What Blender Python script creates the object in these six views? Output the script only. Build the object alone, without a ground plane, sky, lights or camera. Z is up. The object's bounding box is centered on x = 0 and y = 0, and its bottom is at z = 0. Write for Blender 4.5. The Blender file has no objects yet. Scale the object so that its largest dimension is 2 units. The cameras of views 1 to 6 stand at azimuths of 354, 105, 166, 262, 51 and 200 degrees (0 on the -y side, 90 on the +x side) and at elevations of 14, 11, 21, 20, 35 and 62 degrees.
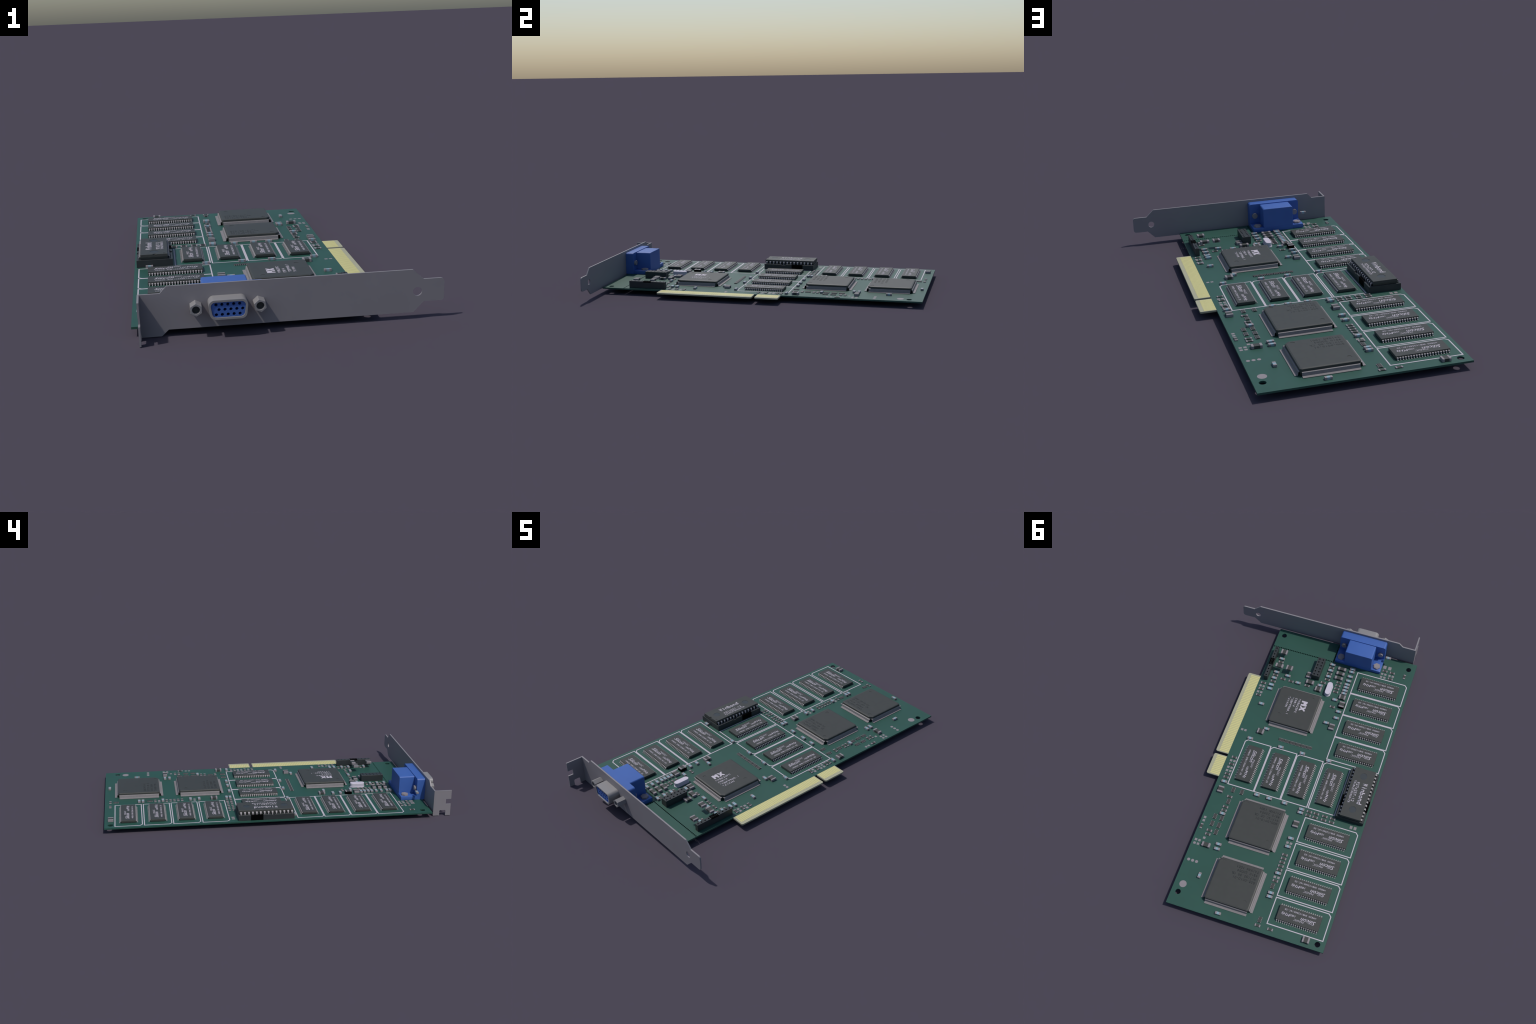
"""An expansion card for a computer, lying on its back: green circuit board,
steel slot bracket with a blue video port, memory chips, three large square
chips, a socketed chip, small surface-mount parts and a gold edge connector."""
import bpy, bmesh, math
from mathutils import Matrix, Vector

ZT = 0.0345            # top face of the board
ZB = 0.0260            # underside of the board
PITCH = 0.01125        # 1.27 mm in this scale

# --------------------------------------------------------------- materials
def material(name, color, rough=0.5, metallic=0.0, grain=0.05, scale=60.0,
             bump=0.0, spec=0.5):
    m = bpy.data.materials.new(name)
    m.use_nodes = True
    nt = m.node_tree
    bsdf = nt.nodes["Principled BSDF"]
    tc = nt.nodes.new("ShaderNodeTexCoord")
    noise = nt.nodes.new("ShaderNodeTexNoise")
    noise.inputs["Scale"].default_value = scale
    noise.inputs["Detail"].default_value = 3.0
    nt.links.new(tc.outputs["Object"], noise.inputs["Vector"])
    ramp = nt.nodes.new("ShaderNodeValToRGB")
    ramp.color_ramp.elements[0].position = 0.3
    ramp.color_ramp.elements[1].position = 0.7
    lo = [c * (1 - grain) for c in color]
    hi = [min(1.0, c * (1 + grain)) for c in color]
    ramp.color_ramp.elements[0].color = (*lo, 1)
    ramp.color_ramp.elements[1].color = (*hi, 1)
    nt.links.new(noise.outputs["Fac"], ramp.inputs["Fac"])
    nt.links.new(ramp.outputs["Color"], bsdf.inputs["Base Color"])
    bsdf.inputs["Roughness"].default_value = rough
    bsdf.inputs["Metallic"].default_value = metallic
    bsdf.inputs["Specular IOR Level"].default_value = spec
    if bump:
        b = nt.nodes.new("ShaderNodeBump")
        b.inputs["Strength"].default_value = bump
        b.inputs["Distance"].default_value = 0.0006
        n2 = nt.nodes.new("ShaderNodeTexNoise")
        n2.inputs["Scale"].default_value = scale * 12
        nt.links.new(tc.outputs["Object"], n2.inputs["Vector"])
        nt.links.new(n2.outputs["Fac"], b.inputs["Height"])
        nt.links.new(b.outputs["Normal"], bsdf.inputs["Normal"])
    return m

M_BOARD = material("green_solder_mask", (0.0188, 0.0775, 0.0575), 0.5, grain=0.05, scale=6)
M_LAMI = material("bare_laminate", (0.375, 0.37, 0.255), 0.55, grain=0.03, scale=20)
M_GOLD = material("gold_plating", (0.60, 0.565, 0.250), 0.5, grain=0.03, scale=30)
M_STEEL = material("bracket_steel", (0.235, 0.220, 0.236), 0.5, grain=0.02, scale=8)
M_TIN = material("solder_tin", (0.25, 0.225, 0.24), 0.5, grain=0.04, scale=40)
M_LEAD = material("lead_metal", (0.33, 0.31, 0.32), 0.5, grain=0.03, scale=40)
M_QLEAD = material("fine_lead_metal", (0.225, 0.21, 0.215), 0.5, grain=0.03, scale=40)
M_CHIP = material("chip_epoxy", (0.0435, 0.0465, 0.0430), 0.53, grain=0.06, scale=40)
M_PLAST = material("black_plastic", (0.026, 0.031, 0.033), 0.5, grain=0.05, scale=40)
M_DARK = material("dark_void", (0.0015, 0.0015, 0.0015), 0.9, grain=0.05, spec=0.05)
M_WHITE = material("white_ink", (0.50, 0.46, 0.51), 0.6, grain=0.02, scale=30)
M_CHALK = material("chip_print", (0.50, 0.46, 0.52), 0.6, grain=0.02, scale=30)
M_GREYINK = material("engraved_print", (0.017, 0.020, 0.020), 0.6, grain=0.03)
M_BLUE = material("blue_plastic", (0.043, 0.115, 0.385), 0.5, grain=0.03, scale=12)
M_CERAM = material("blue_ceramic", (0.235, 0.345, 0.405), 0.5, grain=0.03)
M_CANW = material("crystal_can", (0.56, 0.52, 0.60), 0.45, grain=0.02)
M_MARK = material("polished_epoxy", (0.034, 0.043, 0.050), 0.5, grain=0.03, scale=40)
M_SHELL = material("nickel_shell", (0.243, 0.235, 0.240), 0.45, grain=0.02, scale=10)

# ----------------------------------------------------------------- helpers
coll = bpy.context.scene.collection
root = bpy.data.objects.new("graphics_card", None)
root.empty_display_size = 0.2
coll.objects.link(root)
root["label"] = "green computer expansion card with steel bracket and blue video port"
root["category"] = "graphics card"

def obj(name, mesh, parent=root, loc=(0, 0, 0), rot=0.0, mat=None, stuff=False):
    o = bpy.data.objects.new(name, mesh)
    coll.objects.link(o)
    o.parent = parent
    o.location = loc
    o.rotation_euler = (0, 0, rot)
    if mat is not None and not mesh.materials:
        mesh.materials.append(mat)
    if stuff:
        o["kind"] = "stuff"
    return o

def finish(bm, name, smooth=None):
    me = bpy.data.meshes.new(name)
    bmesh.ops.recalc_face_normals(bm, faces=bm.faces)
    bm.to_mesh(me)
    bm.free()
    if smooth:
        me.polygons.foreach_set("use_smooth", [True] * len(me.polygons))
        me.set_sharp_from_angle(angle=math.radians(smooth))
    return me

def add_box(bm, x0, x1, y0, y1, z0, z1):
    r = bmesh.ops.create_cube(bm, size=1.0)
    bmesh.ops.scale(bm, vec=(abs(x1 - x0), abs(y1 - y0), abs(z1 - z0)), verts=r["verts"])
    bmesh.ops.translate(bm, vec=((x0 + x1) / 2, (y0 + y1) / 2, (z0 + z1) / 2), verts=r["verts"])
    return r["verts"]

def box_mesh(name, x0, x1, y0, y1, z0, z1, bevel=0.0, seg=2):
    bm = bmesh.new()
    add_box(bm, x0, x1, y0, y1, z0, z1)
    if bevel:
        bmesh.ops.bevel(bm, geom=bm.edges[:], offset=bevel, segments=seg,
                        profile=0.5, affect='EDGES')
    return finish(bm, name, 35 if bevel else None)

def circle(cx, cy, r, n=32, a0=0.0):
    return [(cx + r * math.cos(a0 + 2 * math.pi * i / n),
             cy + r * math.sin(a0 + 2 * math.pi * i / n)) for i in range(n)]

def rounded(points, radii, n=6):
    """Round the corners of a polygon; radii is one number or one per corner."""
    out = []
    k = len(points)
    if not hasattr(radii, "__len__"):
        radii = [radii] * k
    for i, p in enumerate(points):
        r = radii[i]
        p = Vector(p)
        if r <= 0:
            out.append(tuple(p)); continue
        a = (Vector(points[i - 1]) - p).normalized()
        b = (Vector(points[(i + 1) % k]) - p).normalized()
        ang = a.angle(b)
        t = r / math.tan(ang / 2)
        c = p + (a + b).normalized() * (r / math.sin(ang / 2))
        v0 = p + a * t - c
        v1 = p + b * t - c
        a0 = math.atan2(v0.y, v0.x)
        d = math.atan2(v1.y, v1.x) - a0
        while d > math.pi: d -= 2 * math.pi
        while d < -math.pi: d += 2 * math.pi
        for j in range(n + 1):
            an = a0 + d * j / n
            out.append((c.x + r * math.cos(an), c.y + r * math.sin(an)))
    return out

def prism(name, outlines, z0, z1, smooth=35, basis=None, bevel=0.0):
    """Extrude a flat shape (first outline) with holes (the others)."""
    cu = bpy.data.curves.new(name, 'CURVE')
    cu.dimensions = '2D'
    cu.fill_mode = 'BOTH'
    cu.extrude = (z1 - z0) / 2 - bevel
    if bevel:
        cu.bevel_depth = bevel
        cu.bevel_resolution = 1
        cu.offset = -bevel
    for pts in outlines:
        sp = cu.splines.new('POLY')
        sp.points.add(len(pts) - 1)
        for p, q in zip(sp.points, pts):
            p.co = (q[0], q[1], 0, 1)
        sp.use_cyclic_u = True
    tmp = bpy.data.objects.new(name, cu)
    coll.objects.link(tmp)
    bpy.context.view_layer.update()
    dg = bpy.context.evaluated_depsgraph_get()
    me = bpy.data.meshes.new_from_object(tmp.evaluated_get(dg))
    bpy.data.objects.remove(tmp)
    bpy.data.curves.remove(cu)
    me.name = name
    bm = bmesh.new()
    bm.from_mesh(me)
    bmesh.ops.remove_doubles(bm, verts=bm.verts, dist=1e-6)
    bmesh.ops.translate(bm, vec=(0, 0, (z0 + z1) / 2), verts=bm.verts)
    if basis is not None:
        bmesh.ops.transform(bm, matrix=basis, verts=bm.verts)
    bmesh.ops.recalc_face_normals(bm, faces=bm.faces)
    bm.to_mesh(me)
    bm.free()
    me.materials.clear()
    me.polygons.foreach_set("use_smooth", [True] * len(me.polygons))
    me.set_sharp_from_angle(angle=math.radians(16 if bevel else smooth))
    return me

def loft(name, levels, smooth=30, cap=True):
    """levels: list of (z, outline) with equal point counts."""
    bm = bmesh.new()
    rings = [[bm.verts.new((x, y, z)) for x, y in pts] for z, pts in levels]
    n = len(rings[0])
    for a, b in zip(rings, rings[1:]):
        for i in range(n):
            bm.faces.new((a[i], a[(i + 1) % n], b[(i + 1) % n], b[i]))
    if cap:
        bm.faces.new(rings[0][::-1])
        bm.faces.new(rings[-1])
    return finish(bm, name, smooth)

def cut(mesh, cutter):
    """Boolean difference of two meshes in the same frame."""
    a = bpy.data.objects.new("a", mesh)
    b = bpy.data.objects.new("b", cutter)
    coll.objects.link(a); coll.objects.link(b)
    md = a.modifiers.new("cut", 'BOOLEAN')
    md.operation = 'DIFFERENCE'
    md.solver = 'EXACT'
    md.object = b
    bpy.context.view_layer.update()
    dg = bpy.context.evaluated_depsgraph_get()
    me = bpy.data.meshes.new_from_object(a.evaluated_get(dg))
    me.name = mesh.name
    bpy.data.objects.remove(a); bpy.data.objects.remove(b)
    me.set_sharp_from_angle(angle=math.radians(8))
    return me

def ribbon(bm, profile, widths, thick, place):
    """A bent strip: profile of (d, z), half-widths, swept along the local
    y axis of `place`; used for all chip leads."""
    rows = []
    n = len(profile)
    for i, (d, z) in enumerate(profile):
        p0 = Vector(profile[max(0, i - 1)]); p1 = Vector(profile[min(n - 1, i + 1)])
        t = (p1 - p0).normalized()
        nx, nz = -t.y * thick, t.x * thick
        w = widths[i] / 2
        rows.append([bm.verts.new(place @ Vector(v)) for v in (
            (-w, d, z), (w, d, z), (w, d + nx, z + nz), (-w, d + nx, z + nz))])
    for a, b in zip(rows, rows[1:]):
        for i in range(4):
            bm.faces.new((a[i], a[(i + 1) % 4], b[(i + 1) % 4], b[i]))
    bm.faces.new(rows[0][::-1])
    bm.faces.new(rows[-1])

def side_frame(angle, along, offset=0.0):
    """Frame on one side of a chip: y points out of the side."""
    return Matrix.Rotation(angle, 4, 'Z') @ Matrix.Translation((along, offset, 0))

def glyphs(string, shear=0.0, bold=0.0):
    cu = bpy.data.curves.new("t", 'FONT')
    cu.body = string
    cu.size = 1.0
    cu.shear = shear
    cu.offset = bold
    cu.resolution_u = 3
    tmp = bpy.data.objects.new("t", cu)
    coll.objects.link(tmp)
    bpy.context.view_layer.update()
    dg = bpy.context.evaluated_depsgraph_get()
    me = bpy.data.meshes.new_from_object(tmp.evaluated_get(dg))
    bpy.data.objects.remove(tmp)
    bpy.data.curves.remove(cu)
    xs = [v.co.x for v in me.vertices]; ys = [v.co.y for v in me.vertices]
    return me, min(xs), max(xs), min(ys), max(ys)

_h = glyphs("H")
CAP = _h[4]            # capital height of the built-in font
bpy.data.meshes.remove(_h[0])

def text_mesh(lines, z, name, extrude=0.0003, extra=()):
    """lines: (string, x0, x1, y0, y1, shear, boldness, typewriter). A plain
    string is stretched to fill its box; a typewriter string gets one equal
    cell per character, as printed by a dot or laser marker."""
    bm = bmesh.new()
    for s, x0, x1, y0, y1, shear, bold, mono in lines:
        if not mono:
            me, ax, bx, ay, by = glyphs(s, shear, bold)
            for v in me.vertices:
                v.co.x = x0 + (v.co.x - ax) / (bx - ax) * (x1 - x0)
                v.co.y = y0 + (v.co.y - ay) / (by - ay) * (y1 - y0)
            bm.from_mesh(me)
            bpy.data.meshes.remove(me)
            continue
        cell = (x1 - x0) / len(s)
        k = (y1 - y0) / CAP
        for i, ch in enumerate(s):
            if ch == " ":
                continue
            me, ax, bx, ay, by = glyphs(ch, shear, bold)
            w = bx - ax
            kx = cell * 0.84 / w if ch not in "I1i.-/" else min(k, cell * 0.6 / w)
            c = x0 + (i + 0.5) * cell
            for v in me.vertices:
                v.co.x = c + (v.co.x - (ax + bx) / 2) * kx
                v.co.y = y0 + v.co.y * k
            bm.from_mesh(me)
            bpy.data.meshes.remove(me)
    for pts in extra:
        bm.faces.new([bm.verts.new((x, y, 0)) for x, y in pts])
    for v in bm.verts:
        v.co.z = z
    r = bmesh.ops.extrude_face_region(bm, geom=bm.faces[:])
    vs = [g for g in r["geom"] if isinstance(g, bmesh.types.BMVert)]
    bmesh.ops.translate(bm, vec=(0, 0, extrude), verts=vs)
    return finish(bm, name)

# ------------------------------------------------------------ circuit board
BX0, BX1, BY0, BY1 = -0.5587, 0.3120, -0.8830, 1.0000
outline = [(BX0, BY0), (BX1, BY0), (BX1, BY1), (BX0, BY1)]
holes = [circle(x, y, 0.0150) for x, y in
         ((0.2735, 0.9245), (-0.5180, 0.9658), (0.2737, -0.8410), (-0.5175, -0.8360))]
# row of tiny stitched holes that fences off the port corner
holes += [circle(0.3058 - i * 0.01105, -0.7494, 0.0043, 12) for i in range(35)]
holes += [circle(-0.0703, -0.7604 - i * 0.01105, 0.0043, 12) for i in range(11)]
board = obj("circuit_board", prism("circuit_board", [outline] + holes, ZB, ZT), mat=M_BOARD)

# edge connector: two bare laminate tabs with gold contacts on both faces
def tab(y0, y1, tongue):
    r = 0.0085
    return rounded([(BX1 + 0.0002, y0), (0.3870, y0), (0.3870, y1), (BX1 + 0.0002, y1)],
                   [0, r, r, 0])
for y0, y1 in ((-0.5140, 0.0522), (0.0697, 0.2048)):
    t = obj("edge_connector", prism("edge_connector", [tab(y0, y1, 0)], ZB, ZT), mat=M_LAMI)
fw = 0.0047
finger_outline = [(0.3125, -fw), (0.3645, -fw)] + \
    [(0.3645 + fw * math.cos(a), fw * math.sin(a)) for a in
     (-1.1, -0.55, 0.0, 0.55, 1.1)] + [(0.3645, fw), (0.3125, fw)]
finger_mesh = prism("contact_finger", [finger_outline], 0, 0.0005)
for start, count in ((-0.4988, 49), (0.0808, 11)):
    for i in range(count):
        for z in (ZT, ZB - 0.0005):
            obj("contact_finger", finger_mesh, loc=(0, start + i * PITCH, z), mat=M_GOLD)

# ------------------------------------------------------------------ bracket
BRF, BRB = -0.9042, -0.8968      # front and back face of the plate
plate = [(-0.5305, 0.0), (-0.4525, 0.0), (-0.4275, 0.0228), (0.4455, 0.0228),
         (0.4835, 0.0610), (0.5587, 0.0610), (0.5587, 0.1435), (0.4840, 0.1435),
         (0.4455, 0.1803), (-0.4275, 0.1803), (-0.4520, 0.1550), (-0.5305, 0.1550)]
plate = rounded(plate, [0, 0, 0, 0, 0, 0.013, 0.013, 0, 0, 0, 0, 0])
UP = Matrix(((1, 0, 0, 0), (0, 0, -1, 0), (0, 1, 0, 0), (0, 0, 0, 1)))  # xy -> xz
bracket = obj("bracket", prism("bracket", [plate, circle(0.4610, 0.0990, 0.0163)],
                               -BRB, -BRF, basis=UP), mat=M_STEEL)
flange = [(BRF + 0.0002, 0.155), (-1.0, 0.155), (-1.0, 0.1020), (-0.9695, 0.1020),
          (-0.9695, 0.0700), (-1.0, 0.0700), (-1.0, 0.0), (-0.9705, 0.0),
          (-0.9705, 0.0335), (-0.9340, 0.0335), (-0.9340, 0.0), (BRF + 0.0002, 0.0)]
flange = rounded(flange, [0, 0, 0, 0, 0, 0, 0, 0, 0.007, 0.007, 0, 0])
SIDE = Matrix(((0, 0, 1, 0), (1, 0, 0, 0), (0, 1, 0, 0), (0, 0, 0, 1)))  # xy -> yz
obj("mounting_flange", prism("mounting_flange", [flange], -0.5305, -0.5236, basis=SIDE),
    parent=bracket, mat=M_STEEL)

# --------------------------------------------------------------- video port
PC = -0.2198
def upright(name, pts_list, y0, y1, bevel=0.0):
    return prism(name, pts_list, -y1, -y0, basis=UP, bevel=bevel)
body_pts = rounded([(-0.3030, ZT), (-0.1372, ZT), (-0.1372, 0.1630), (-0.3030, 0.1630)],
                   [0, 0, 0.008, 0.008])
port = obj("video_port", upright("video_port", [body_pts], -0.8467, -0.7528, bevel=0.002),
           mat=M_BLUE)
plate_pts = rounded([(-0.3590, ZT), (-0.0808, ZT), (-0.0808, 0.1670), (-0.3590, 0.1670)],
                    [0, 0, 0.012, 0.012])
port_plate = upright("port_flange", [plate_pts, circle(-0.3340, 0.1020, 0.0153, 28),
                                     circle(-0.1078, 0.1020, 0.0153, 28)],
                     -0.8966, -0.8465)
obj("port_flange", port_plate, parent=port, mat=M_BLUE)
for x in (-0.3340, -0.1078):
    obj("threaded_sleeve", upright("threaded_sleeve", [circle(x, 0.1020, 0.0152, 28)],
                                   -0.8940, -0.8345, bevel=0.0008), parent=port, mat=M_STEEL)
for x0, x1 in ((-0.3603, -0.3032), (-0.1370, -0.0797)):
    obj("port_foot", box_mesh("port_foot", x0, x1, -0.8463, -0.7515, ZT + 0.0002, 0.0578, 0.001),
        parent=port, mat=M_BLUE)
obj("port_sill", box_mesh("port_sill", -0.3032, -0.1370, -0.7527, -0.7516, ZT + 0.0002, 0.0578),
    parent=port, mat=M_BLUE)
def hex_bolt():
    a = 0.0
    lv = [(0.0, circle(0, 0, 0.0218, 6, a)), (0.0085, circle(0, 0, 0.0218, 6, a)),
          (0.0095, circle(0, 0, 0.0208, 6, a))]
    bm = bmesh.new()
    me = loft("hex_bolt", lv)
    bm.from_mesh(me)
    bm2 = bmesh.ops.create_cone(bm, cap_ends=True, segments=24, radius1=0.0155,
                                radius2=0.0155, depth=0.0016)
    bmesh.ops.translate(bm, vec=(0, 0, 0.0100), verts=bm2["verts"])
    return finish(bm, "hex_bolt", 25)
bolt = hex_bolt()
for x, turn in ((-0.3315, -0.26), (-0.1085, -0.12)):
    obj("hex_bolt", bolt, parent=port, loc=(x, -0.7815, 0.0578), rot=turn, mat=M_TIN)
# D-shaped metal shell, open in front
def dee(inset, r):
    t, b = 0.0712 - inset, 0.0625 - inset
    return rounded([(PC - b, 0.0655 + inset), (PC + b, 0.0655 + inset),
                    (PC + t, 0.1360 - inset), (PC - t, 0.1360 - inset)], r, 10)
shell = upright("port_shell", [dee(0, 0.0215), dee(0.0080, 0.0155)], -0.9680, BRF - 0.0003, bevel=0.0006)
obj("port_shell", shell, parent=port, mat=M_SHELL)
sockets = []
for row, (z, x0) in enumerate(((0.1190, -0.2622), (0.1010, -0.2522), (0.0832, -0.2622))):
    sockets += [circle(x0 + i * 0.0204, z, 0.0056, 16) for i in range(5)]
obj("pin_insert", upright("pin_insert", [dee(0.0083, 0.0152)] + sockets, -0.9640, -0.9300),
    parent=port, mat=M_BLUE)
obj("insert_backing", upright("insert_backing", [dee(0.0088, 0.0147)], -0.9300, -0.9025),
    parent=port, mat=M_DARK)
for x, z, a in ((-0.3308, 0.1018, math.pi / 2), (-0.1083, 0.1018, math.pi / 2 + 0.17)):
    obj("jack_nut", upright("jack_nut", [circle(x, z, 0.0232, 6, a), circle(x, z, 0.0138, 24)],
                            -0.9555, BRF - 0.0002, bevel=0.0007), parent=port, mat=M_SHELL)
    obj("nut_bore", upright("nut_bore", [circle(x, z, 0.0137, 24)], -0.9400, BRF - 0.0003),
        parent=port, mat=M_PLAST)

# ------------------------------------------------------- silkscreen outlines
def frame(w, h, chamfer, corner, line=0.0051):
    """Thin printed rectangle with one cut corner; corner = signs (sx, sy)."""
    def loop(hw, hh, c):
        pts = []
        for sx, sy in ((-1, -1), (1, -1), (1, 1), (-1, 1)):
            p = (sx * hw, sy * hh)
            if (sx, sy) == corner:
                a = (sx * hw, sy * (hh - c)); b = (sx * (hw - c), sy * hh)
                pts += [a, b] if sx * sy > 0 else [b, a]
            else:
                pts.append(p)
        return pts
    o = line / 2
    return prism("silkscreen_outline",
                 [loop(w / 2 + o, h / 2 + o, chamfer + o * 0.58),
                  loop(w / 2 - o, h / 2 - o, chamfer - o * 0.58)], 0, 0.0004)
frame_col = frame(0.3055, 0.1525, 0.0135, (-1, -1))

# -------------------------------------------------------------- memory chips
CH_T = 0.0509 - ZT
def memory_body():
    def ring(hx, hy): return [(-hx, -hy), (hx, -hy), (hx, hy), (-hx, hy)]
    return loft("memory_chip", [(0.0016, ring(0.1140, 0.0395)), (0.0075, ring(0.1158, 0.0412)),
                                (0.0085, ring(0.1158, 0.0412)), (CH_T - 0.0006, ring(0.1152, 0.0406)),
                                (CH_T, ring(0.1145, 0.0399))])
def memory_leads():
    bm = bmesh.new()
    prof = [(0.0400, 0.0098), (0.0436, 0.0098), (0.0450, 0.0088), (0.0458, 0.0050),
            (0.0464, 0.0022), (0.0476, 0.0010), (0.0528, 0.0006)]
    wid = [0.0068, 0.0068, 0.0068, 0.0056, 0.0038, 0.0036, 0.0036]
    for side in (0.0, math.pi):
        for i in range(20):
            ribbon(bm, prof, wid, 0.0014, side_frame(side, (i - 9.5) * 0.01145))
    return finish(bm, "lead_row")
mem_body, mem_leads = memory_body(), memory_leads()
mem_text = text_mesh([
    ("Silicon", -0.0895, -0.0085, -0.0050, 0.0178, 0.35, 0.012, False),
    ("100", 0.0205, 0.0475, -0.0058, 0.0058, 0.25, 0.005, False),
    ("MHz", 0.0490, 0.0990, -0.0058, 0.0112, 0.25, 0.005, False),
    ("MAGIC", -0.0320, 0.0260, 0.0128, 0.0245, 0.30, -0.004, False),
    ("H9820 SMB1C256K16C-25", -0.0860, 0.0870, -0.0272, -0.0185, 0.0, 0.0, True)],
    CH_T, "chip_print")
chips = [(-0.3850, y, 0.0, -0.0015) for y in (-0.6443, -0.4865, -0.3293, -0.1720)]
chips += [(-0.3850, y, 0.0, -0.0015) for y in (0.3722, 0.5366, 0.7000, 0.8644)]
chips += [(x, 0.0808, math.pi / 2, 0.0) for x in (0.1730, 0.0160, -0.1420, -0.3035)]
for x, y, rot, dx in chips:
    c = obj("memory_chip", mem_body, loc=(x, y, ZT), rot=rot, mat=M_CHIP)
    obj("lead_row", mem_leads, parent=c, mat=M_LEAD, stuff=True)
    obj("chip_print", mem_text, parent=c, mat=M_CHALK)
    if rot:
        obj("silkscreen_outline", frame_col, loc=(x - 0.0022, 0.0812, ZT), rot=rot, mat=M_WHITE)
    else:
        obj("silkscreen_outline", frame_col, loc=(x + dx, y, ZT), rot=rot, mat=M_WHITE)

# ------------------------------------------------ large square processor chips
Q_T = 0.0655 - ZT
def quad_ring(h, c, cbig):
    return [(-h, -h + c), (-h + c, -h), (h - cbig, -h), (h, -h + cbig),
            (h, h - c), (h - c, h), (-h + c, h), (-h, h - c)]
def quad_body(dimples, ky=1.0):
    lv = [(0.0010, quad_ring(0.1215, 0.0065, 0.015)), (0.0135, quad_ring(0.1238, 0.0065, 0.016)),
          (0.0192, quad_ring(0.1240, 0.0065, 0.0165)), (0.0202, quad_ring(0.1240, 0.0065, 0.017)),
          (Q_T - 0.0026, quad_ring(0.1238, 0.0065, 0.0175)),
          (Q_T - 0.0013, quad_ring(0.1226, 0.0065, 0.0175)),
          (Q_T, quad_ring(0.1170, 0.0065, 0.0175))]
    lv = [(z, [(x, y * ky) for x, y in ring]) for z, ring in lv]
    me = loft("processor_chip", lv, 50)
    bm = bmesh.new()
    for x, y, r in dimples:
        v = bmesh.ops.create_cone(bm, cap_ends=True, segments=32, radius1=r, radius2=r, depth=0.004)
        bmesh.ops.translate(bm, vec=(x, y, Q_T + 0.0011), verts=v["verts"])
    return cut(me, finish(bm, "cutter"))
def quad_leads():
    bm = bmesh.new()
    prof = [(0.1205, 0.0177), (0.1264, 0.0177), (0.1282, 0.0167), (0.1306, 0.0034),
            (0.1330, 0.0018), (0.1443, 0.0012)]
    for k in range(4):
        for i in range(52):
            ribbon(bm, prof, [0.0042] * 6, 0.0012,
                   side_frame(k * math.pi / 2, (i - 25.5) * 0.00452))
    return finish(bm, "lead_row")
q_leads = quad_leads()
dark_print = text_mesh([
    ("500-0010-01", -0.1068, 0.0220, -0.0412, -0.0283, 0.0, 0.009, True),
    ("917/50.00 CK", -0.1065, 0.0330, -0.0627, -0.0498, 0.0, 0.009, True),
    ("9810 20004", -0.1065, 0.0090, -0.0842, -0.0713, 0.0, 0.009, True),
    ("TAIWAN 1001", -0.1068, 0.0205, -0.1052, -0.0923, 0.0, 0.018, True)], Q_T, "chip_print", 0.0002)
plain = quad_body([(0.0925, -0.1025, 0.0105), (-0.0880, 0.0825, 0.0105)])
for y in (0.4325, 0.7970):
    c = obj("processor_chip", plain, loc=(0.0010, y, ZT), mat=M_CHIP)
    obj("lead_row", q_leads, parent=c, mat=M_QLEAD, stuff=True)
    obj("chip_print", dark_print, parent=c, mat=M_GREYINK)
gx, gy = 0.0393, -0.3445
mx_print = text_mesh([   # local x runs along the card, local y towards its top edge
    ("MX8625FC", -0.0690, 0.0320, 0.0020, 0.0145, 0.0, 0.009, True),
    ("C9814", -0.0690, -0.0065, -0.0195, -0.0070, 0.0, 0.009, True),
    ("TCBF9960.1", -0.0690, 0.0580, -0.0415, -0.0290, 0.0, 0.009, True),
    ("TAIWAN", -0.0680, 0.0090, -0.0620, -0.0495, 0.0, 0.009, True)], Q_T, "chip_print",
    extra=([(-0.0620, 0.0240), (-0.0620, 0.0585), (-0.0490, 0.0585), (-0.0448, 0.0520),
            (-0.0405, 0.0585), (-0.0285, 0.0585), (-0.0285, 0.0240), (-0.0392, 0.0240),
            (-0.0392, 0.0372), (-0.0512, 0.0372), (-0.0512, 0.0240)],
           [(-0.0270, 0.0240), (-0.0150, 0.0240), (-0.0090, 0.0330), (-0.0030, 0.0240),
            (0.0092, 0.0240), (-0.0025, 0.0412), (0.0088, 0.0585), (-0.0032, 0.0585),
            (-0.0090, 0.0495), (-0.0148, 0.0585), (-0.0265, 0.0585), (-0.0155, 0.0412)]))
c = obj("processor_chip", quad_body([(0.0790, 0.0680, 0.0105), (-0.0790, -0.0900, 0.0105)], 1.012),
        loc=(gx, gy, ZT), mat=M_CHIP)
obj("lead_row", q_leads, parent=c, mat=M_QLEAD, stuff=True)
obj("chip_print", mx_print, parent=c, rot=math.pi / 2, mat=M_CHALK)

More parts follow.
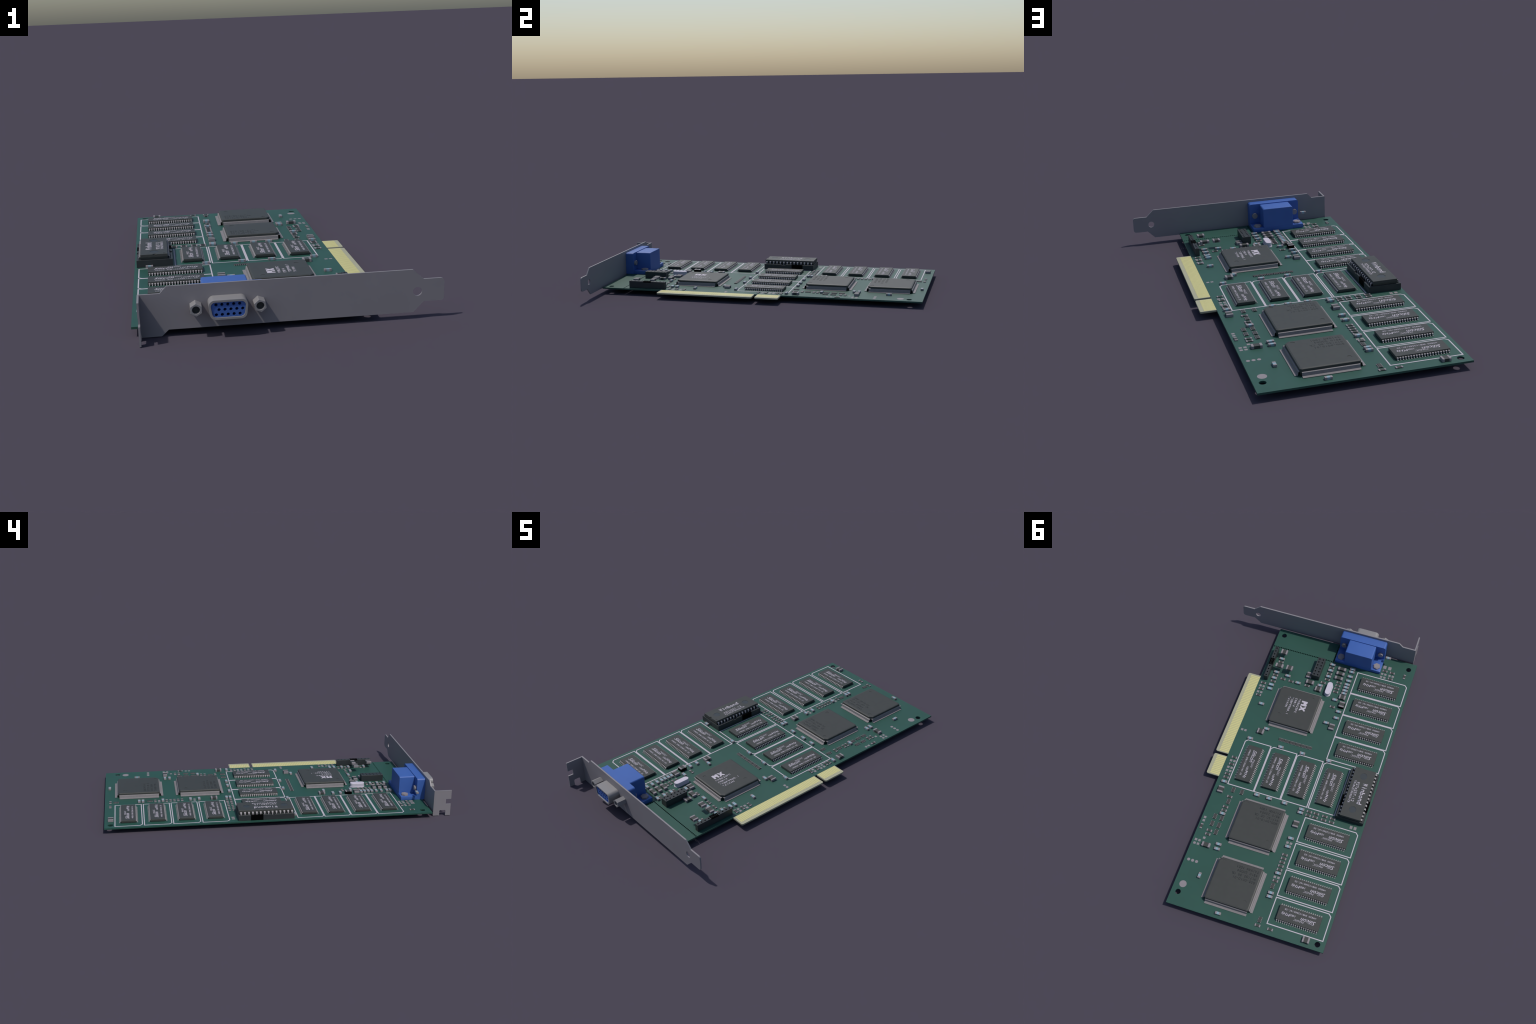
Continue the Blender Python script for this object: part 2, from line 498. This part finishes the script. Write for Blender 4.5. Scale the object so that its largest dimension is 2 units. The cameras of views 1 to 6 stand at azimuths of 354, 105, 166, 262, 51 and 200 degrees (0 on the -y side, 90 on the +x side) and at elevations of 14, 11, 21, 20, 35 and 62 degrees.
# ------------------------------------------------------------- socketed chip
SX0, SX1, SY0, SY1 = -0.5487, -0.3918, -0.0725, 0.2470
def socket_mesh():
    z0, z1 = ZT + 0.0002, 0.0668
    me = box_mesh("chip_socket", SX0, SX1, SY0, SY1, z0, z1, 0.0006, 1)
    bm = bmesh.new()
    for x0, x1 in ((SX0 - 0.01, SX0 + 0.012), (SX1 - 0.012, SX1 + 0.01)):
        add_box(bm, x0, x1, 0.1063, 0.1778, z0 - 0.01, z1 + 0.01)   # room for the black shading panels
        add_box(bm, x0, x1, 0.0400, 0.0672, z1 - 0.0045, z1 + 0.01)
    for x in (-0.5365, -0.4060):                                    # contact slots
        for i in range(14):
            y = 0.0868 + (i - 6.5) * 0.0225
            if 0.09 < y < 0.19 or 0.03 < y < 0.075:
                continue
            add_box(bm, x - 0.0060, x + 0.0060, y - 0.0060, y + 0.0060, z1 - 0.012, z1 + 0.01)
    return cut(me, finish(bm, "cutter"))
sock = obj("chip_socket", socket_mesh(), mat=M_PLAST)
for x0, x1 in ((SX0 + 0.0003, SX0 + 0.0119), (SX1 - 0.0119, SX1 - 0.0003)):  # flush near-black inserts put the solid wall's black shading into colour
    obj("black_shading_panel", box_mesh("black_shading_panel", x0, x1, 0.1065, 0.1776, ZT + 0.0004, 0.0664),
        parent=sock, mat=M_DARK)
DX, DY, D_T = -0.4720, 0.0875, 0.0910
def dip_body():
    def ring(hx, hy): return [(-hx, -hy), (hx, -hy), (hx, hy), (-hx, hy)]
    me = loft("socketed_chip", [(0.0672, ring(0.0565, 0.1545)), (0.0785, ring(0.0592, 0.1578)),
                                (0.0800, ring(0.0592, 0.1578)), (D_T - 0.0006, ring(0.0588, 0.1574)),
                                (D_T, ring(0.0582, 0.1568))])
    bm = bmesh.new()
    for x, y, r, d in ((0.0010, -0.1105, 0.0200, 0.0010), (0.0003, 0.1055, 0.0200, 0.0010),
                       (0.0452, -0.1468, 0.0060, 0.0008), (0.0030, -0.1590, 0.0085, 0.0035)):
        v = bmesh.ops.create_cone(bm, cap_ends=True, segments=36, radius1=r, radius2=r, depth=0.01)
        bmesh.ops.translate(bm, vec=(x, y, D_T + 0.005 - d), verts=v["verts"])
    return cut(me, finish(bm, "cutter"))
dip = obj("socketed_chip", dip_body(), loc=(DX, DY, 0), mat=M_CHIP)
def dip_leads():
    bm = bmesh.new()
    prof = [(0.0585, 0.0795), (0.0630, 0.0795), (0.0652, 0.0780), (0.0660, 0.0735),
            (0.0664, 0.0700), (0.0666, 0.0560)]
    wid = [0.0096, 0.0096, 0.0096, 0.0090, 0.0056, 0.0042]
    for ang in (-math.pi / 2, math.pi / 2):
        for i in range(14):
            ribbon(bm, prof, wid, 0.0018, side_frame(ang, (i - 6.5) * 0.0225))
    return finish(bm, "lead_row")
for y in (-0.1105, 0.1055):
    obj("ejector_mark", prism("ejector_mark", [circle(0.0007, y, 0.0194, 36)], D_T - 0.0011, D_T - 0.0007),
        parent=dip, mat=M_MARK)
obj("lead_row", dip_leads(), parent=dip, loc=(0, -0.0010, 0), mat=M_LEAD, stuff=True)
obj("chip_print", text_mesh([
    ("Winbond", -0.0715, 0.0670, 0.0090, 0.0360, 0.0, 0.018, True),
    ("W27e257-12", -0.0700, 0.0600, -0.0260, -0.0100, 0.0, 0.009, True),
    ("7518A27393501CR", -0.0750, 0.0725, -0.0420, -0.0310, 0.0, 0.010, True)],
    D_T, "chip_print"), parent=dip, rot=math.pi / 2, mat=M_CHALK)

# ---------------------------------------------------------------- pin headers
def header_mesh(nx, ny, x0, x1, y0, y1, z1, px, py, gap=None):
    me = box_mesh("pin_header", x0, x1, y0, y1, ZT + 0.0002, z1, 0.0006, 1)
    bm = bmesh.new()
    for i in range(nx):
        for j in range(ny):
            x = (x0 + x1) / 2 + (i - (nx - 1) / 2) * px
            y = (y0 + y1) / 2 + (j - (ny - 1) / 2) * py
            add_box(bm, x - 0.0040, x + 0.0040, y - 0.0040, y + 0.0040, z1 - 0.014, z1 + 0.01)
    return cut(me, finish(bm, "cutter"))
h1 = obj("pin_header", header_mesh(1, 10, 0.2656, 0.2876, -0.7217, -0.4980, 0.0752, 0.02245, 0.02245), mat=M_PLAST)
obj("pin_header", header_mesh(2, 6, -0.0273, 0.0173, -0.7285, -0.5920, 0.0745, 0.0220, 0.0225), mat=M_PLAST)
# black shading on the middle of the single-row header, modelled as a sleeve
shade_sleeve = prism("modelled_shade_sleeve",
              [[(0.2650, -0.6345), (0.2882, -0.6345), (0.2882, -0.5865), (0.2650, -0.5865)],
               [(0.2722, -0.6265), (0.2810, -0.6265), (0.2810, -0.6155), (0.2722, -0.6155)],
               [(0.2722, -0.6040), (0.2810, -0.6040), (0.2810, -0.5930), (0.2722, -0.5930)]],
              0.0690, 0.0757)
obj("modelled_shade_sleeve", shade_sleeve, parent=h1, mat=M_DARK)

# -------------------------------------------------------------- quartz crystal
def stadium(hw, hl, n=12):
    r = hw; s = hl - r
    return [(r * math.cos(a), s + r * math.sin(a)) for a in
            [math.pi * i / n for i in range(n + 1)]] + \
           [(r * math.cos(a), -s + r * math.sin(a)) for a in
            [math.pi + math.pi * i / n for i in range(n + 1)]]
obj("quartz_crystal", loft("quartz_crystal", [
    (0.0, stadium(0.0180, 0.0462)), (0.0030, stadium(0.0180, 0.0462)),
    (0.0036, stadium(0.0156, 0.0440)), (0.0245, stadium(0.0156, 0.0440)),
    (0.0258, stadium(0.0143, 0.0427))], 40), loc=(-0.1048, -0.5445, ZT + 0.0001), mat=M_CANW)

# ------------------------------------------------------- small surface parts
def two_terminal(kind, term, L, W, h, t, body_mat, inset):
    """Body bar plus two metal end caps."""
    b = box_mesh(kind, -L / 2 + t - 0.0004, L / 2 - t + 0.0004, -W / 2 + inset, W / 2 - inset,
                 0.0003, h - inset, 0.0)
    e = box_mesh(term, -t / 2, t / 2, -W / 2, W / 2, 0.0001, h, 0.0007, 1)
    b.materials.append(body_mat); e.materials.append(M_TIN)
    def place(x, y, rot=0.0, z=ZT):
        o = obj(kind, b, loc=(x, y, z), rot=rot)
        for s in (-1, 1):
            obj(term, e, parent=o, loc=(s * (L - t) / 2, 0, 0))
        return o
    return place

Q90 = math.pi / 2
resistor = two_terminal("resistor", "end_cap", 0.0305, 0.0142, 0.0042, 0.0068, M_CHIP, 0.0006)
capacitor = two_terminal("ceramic_capacitor", "end_cap", 0.0315, 0.0150, 0.0108, 0.0096, M_CERAM, 0.0005)
long_cap = two_terminal("ceramic_capacitor", "end_cap", 0.0315, 0.0150, 0.0108, 0.0060, M_CERAM, 0.0005)
tantalum_a = two_terminal("tantalum_capacitor", "terminal", 0.0470, 0.0255, 0.0135, 0.0105, M_CHIP, 0.0006)
tantalum_b = two_terminal("tantalum_capacitor", "terminal", 0.0378, 0.0312, 0.0135, 0.0090, M_CHIP, 0.0006)
tantalum_c = two_terminal("tantalum_capacitor", "terminal", 0.0490, 0.0205, 0.0135, 0.0120, M_CHIP, 0.0006)

for x, y in (   # by the port and the single-row header
        (0.2293, -0.6462), (0.2300, -0.5466), (0.2296, -0.4998), (0.2811, -0.4710),
        (0.1788, -0.5335), (0.1279, -0.5333), (0.0271, -0.5336), (0.2809, -0.4267),
        (0.2810, -0.3815), (-0.0745, -0.7031), (-0.0747, -0.6575), (-0.0746, -0.6129),
        (-0.0577, -0.5841), (-0.1479, -0.6128), (-0.1478, -0.5903), (-0.1478, -0.5675),
        (-0.1480, -0.5448), (-0.1598, -0.4384), (-0.3852, -0.7806), (-0.4302, -0.7801),
        (-0.4300, -0.7359)):
    resistor(x, y)
for x, y in (   # middle and far half of the board
        (0.2700, 0.0641), (0.2699, 0.1102), (0.2704, 0.1770), (0.2702, 0.1997),
        (0.2077, 0.3087), (0.2078, 0.3759), (0.2080, 0.3984), (0.2421, 0.5387),
        (0.2422, 0.5626), (-0.1904, 0.9677), (-0.2596, 0.9680), (-0.1980, 0.7037)):
    resistor(x, y)
for x in (-0.2439, -0.2847, -0.3338, -0.3794):
    for y in (0.2569, 0.2802):
        resistor(x, y)
for i in range(5):
    resistor(-0.1984, 0.5454 + i * 0.02275)
resistor(-0.5064, -0.7774, Q90)
resistor(0.2935, 0.5262, Q90)

for x, y in (
        (0.2299, -0.6685), (0.2301, -0.5668), (0.2306, -0.5224), (0.1573, -0.5619),
        (0.0842, -0.5331), (-0.0746, -0.7236), (-0.0746, -0.6794), (-0.0746, -0.6344),
        (-0.1986, -0.7297), (-0.1986, -0.7078), (-0.1990, -0.6732), (-0.1990, -0.6408),
        (-0.1983, -0.6129), (-0.1983, -0.5914), (-0.1983, -0.5685), (-0.1983, -0.5471),
        (-0.0470, -0.5566), (0.2426, -0.3262), (0.1567, -0.1720), (0.2255, -0.0825),
        (-0.1601, -0.4882), (-0.2049, -0.4157), (-0.2050, -0.3699), (-0.1596, -0.3208)):
    capacitor(x, y)
for x, y in (
        (0.0387, -0.0825), (-0.0914, -0.0823), (-0.2490, -0.0823), (0.2702, 0.2296),
        (0.0668, 0.2522), (-0.0056, 0.2520), (-0.0967, 0.2518), (0.2085, 0.4213),
        (-0.1988, 0.2578), (-0.1982, 0.2789), (-0.1984, 0.4435), (-0.1983, 0.4951),
        (0.1636, 0.6017), (0.1629, 0.6301), (-0.1984, 0.6589), (-0.1983, 0.7764),
        (-0.1982, 0.7987), (0.0277, 0.9727), (-0.4942, -0.0830)):
    capacitor(x, y)
long_cap(0.2312, -0.4709); long_cap(0.2310, -0.4423)
capacitor(0.1969, 0.8037, Q90)
capacitor(-0.3844, -0.8388, 0.0, 0.0983 - 0.0108)     # raised beside the port

tantalum_a(0.0173, -0.5598)
tantalum_a(0.2273, 0.6268)
for y in (-0.7091, -0.6748, -0.6405):
    tantalum_c(-0.1376, y)
for x, y in ((0.1840, -0.1448), (-0.0441, -0.5280), (-0.1969, -0.5179), (-0.4546, 0.9644)):
    tantalum_b(x, y)
for x, y in ((0.0362, -0.6060), (-0.1978, -0.3026), (0.2709, 0.2825), (-0.1973, 0.3541)):
    tantalum_b(x, y, Q90)
shade_boxed_cap = tantalum_b(-0.2101, -0.4641, Q90, 0.0535 - 0.0135)  # sides wrapped in a near-black box to draw their unlit shading
obj("black_shading_box", box_mesh("black_shading_box", -0.0192, 0.0192, -0.0159, 0.0159,
                             ZT + 0.0002 - 0.0400, 0.0122), parent=shade_boxed_cap, mat=M_DARK)
# three parts that stand off the board beside the header
tantalum_b(0.2247, -0.6984, 0.0, 0.0785 - 0.0135)
tantalum_a(0.2215, -0.5948, 0.0, 0.0795 - 0.0135)
tantalum_b(0.1587, -0.5976, 0.0, 0.0790 - 0.0135)

# resistor arrays: dark bar with four terminals on each long side
arr_body = box_mesh("resistor_array", -0.0158, 0.0158, -0.0066, 0.0066, 0.0004, 0.0046, 0.0005, 1)
def array_terms():
    bm = bmesh.new()
    for s in (-1, 1):
        for i in range(4):
            x = (i - 1.5) * 0.0082
            add_box(bm, x - 0.0022, x + 0.0022, s * 0.0060, s * 0.0100, 0.0002, 0.0032)
    return finish(bm, "terminal_row")
arr_terms = array_terms()
def resistor_array(x, y, rot):
    o = obj("resistor_array", arr_body, loc=(x, y, ZT), rot=rot, mat=M_CHIP)
    obj("terminal_row", arr_terms, parent=o, mat=M_TIN, stuff=True)
for x, y in ((0.2032, 0.2618), (0.1526, 0.2614), (0.2034, 0.3404), (0.2425, 0.4483),
             (0.2028, 0.4485), (0.2425, 0.4941), (0.2028, 0.4940), (0.2032, 0.5368),
             (-0.1936, 0.7352), (-0.1924, 0.9342)):
    resistor_array(x, y, Q90)
for i in range(6):
    resistor_array(0.0515 - i * 0.0337, -0.1318, 0.0)

# bare solder pads and test points
pad_s = box_mesh("solder_pad", -0.0068, 0.0068, -0.0066, 0.0066, 0, 0.0004)
pad_l = box_mesh("solder_pad", -0.0097, 0.0097, -0.0112, 0.0112, 0, 0.0004)
pad_m = box_mesh("solder_pad", -0.0075, 0.0075, -0.0092, 0.0092, 0, 0.0004)
pairs = [(-0.3841, -0.7585), (-0.3841, -0.7358), (-0.4300, -0.7580), (0.2816, -0.4492),
         (0.2817, -0.4047), (0.2817, -0.1276), (0.2711, 0.0866), (0.2715, 0.1319),
         (0.2715, 0.1541), (0.2824, 0.6106), (0.2828, 0.6325), (-0.1981, 0.4708),
         (-0.1980, 0.6815)]
for x, y in pairs:
    for s in (-0.0101, 0.0101):
        obj("solder_pad", pad_s, loc=(x + s, y, ZT), mat=M_TIN)
for x, y in ((0.2934, 0.4699), (0.2936, 0.4903), (0.2530, 0.5882)):
    obj("solder_pad", pad_s, loc=(x, y, ZT), mat=M_TIN)
for x in (-0.3770, -0.4074):
    obj("solder_pad", pad_l, loc=(x, -0.8093, ZT), mat=M_TIN)
for x in (-0.4904, -0.5131):
    obj("solder_pad", pad_m, loc=(x, 0.2735, ZT), mat=M_TIN)
dot = prism("test_point", [circle(0, 0, 0.0083, 24)], 0, 0.0004)
for x in (0.2875, 0.2647, 0.2419):
    obj("test_point", dot, loc=(x, 0.7333, ZT), mat=M_TIN)
obj("ground_point", prism("ground_point", [circle(0, 0, 0.0195, 40)], 0, 0.0004),
    loc=(0.2640, 0.8755, ZT), mat=M_TIN)
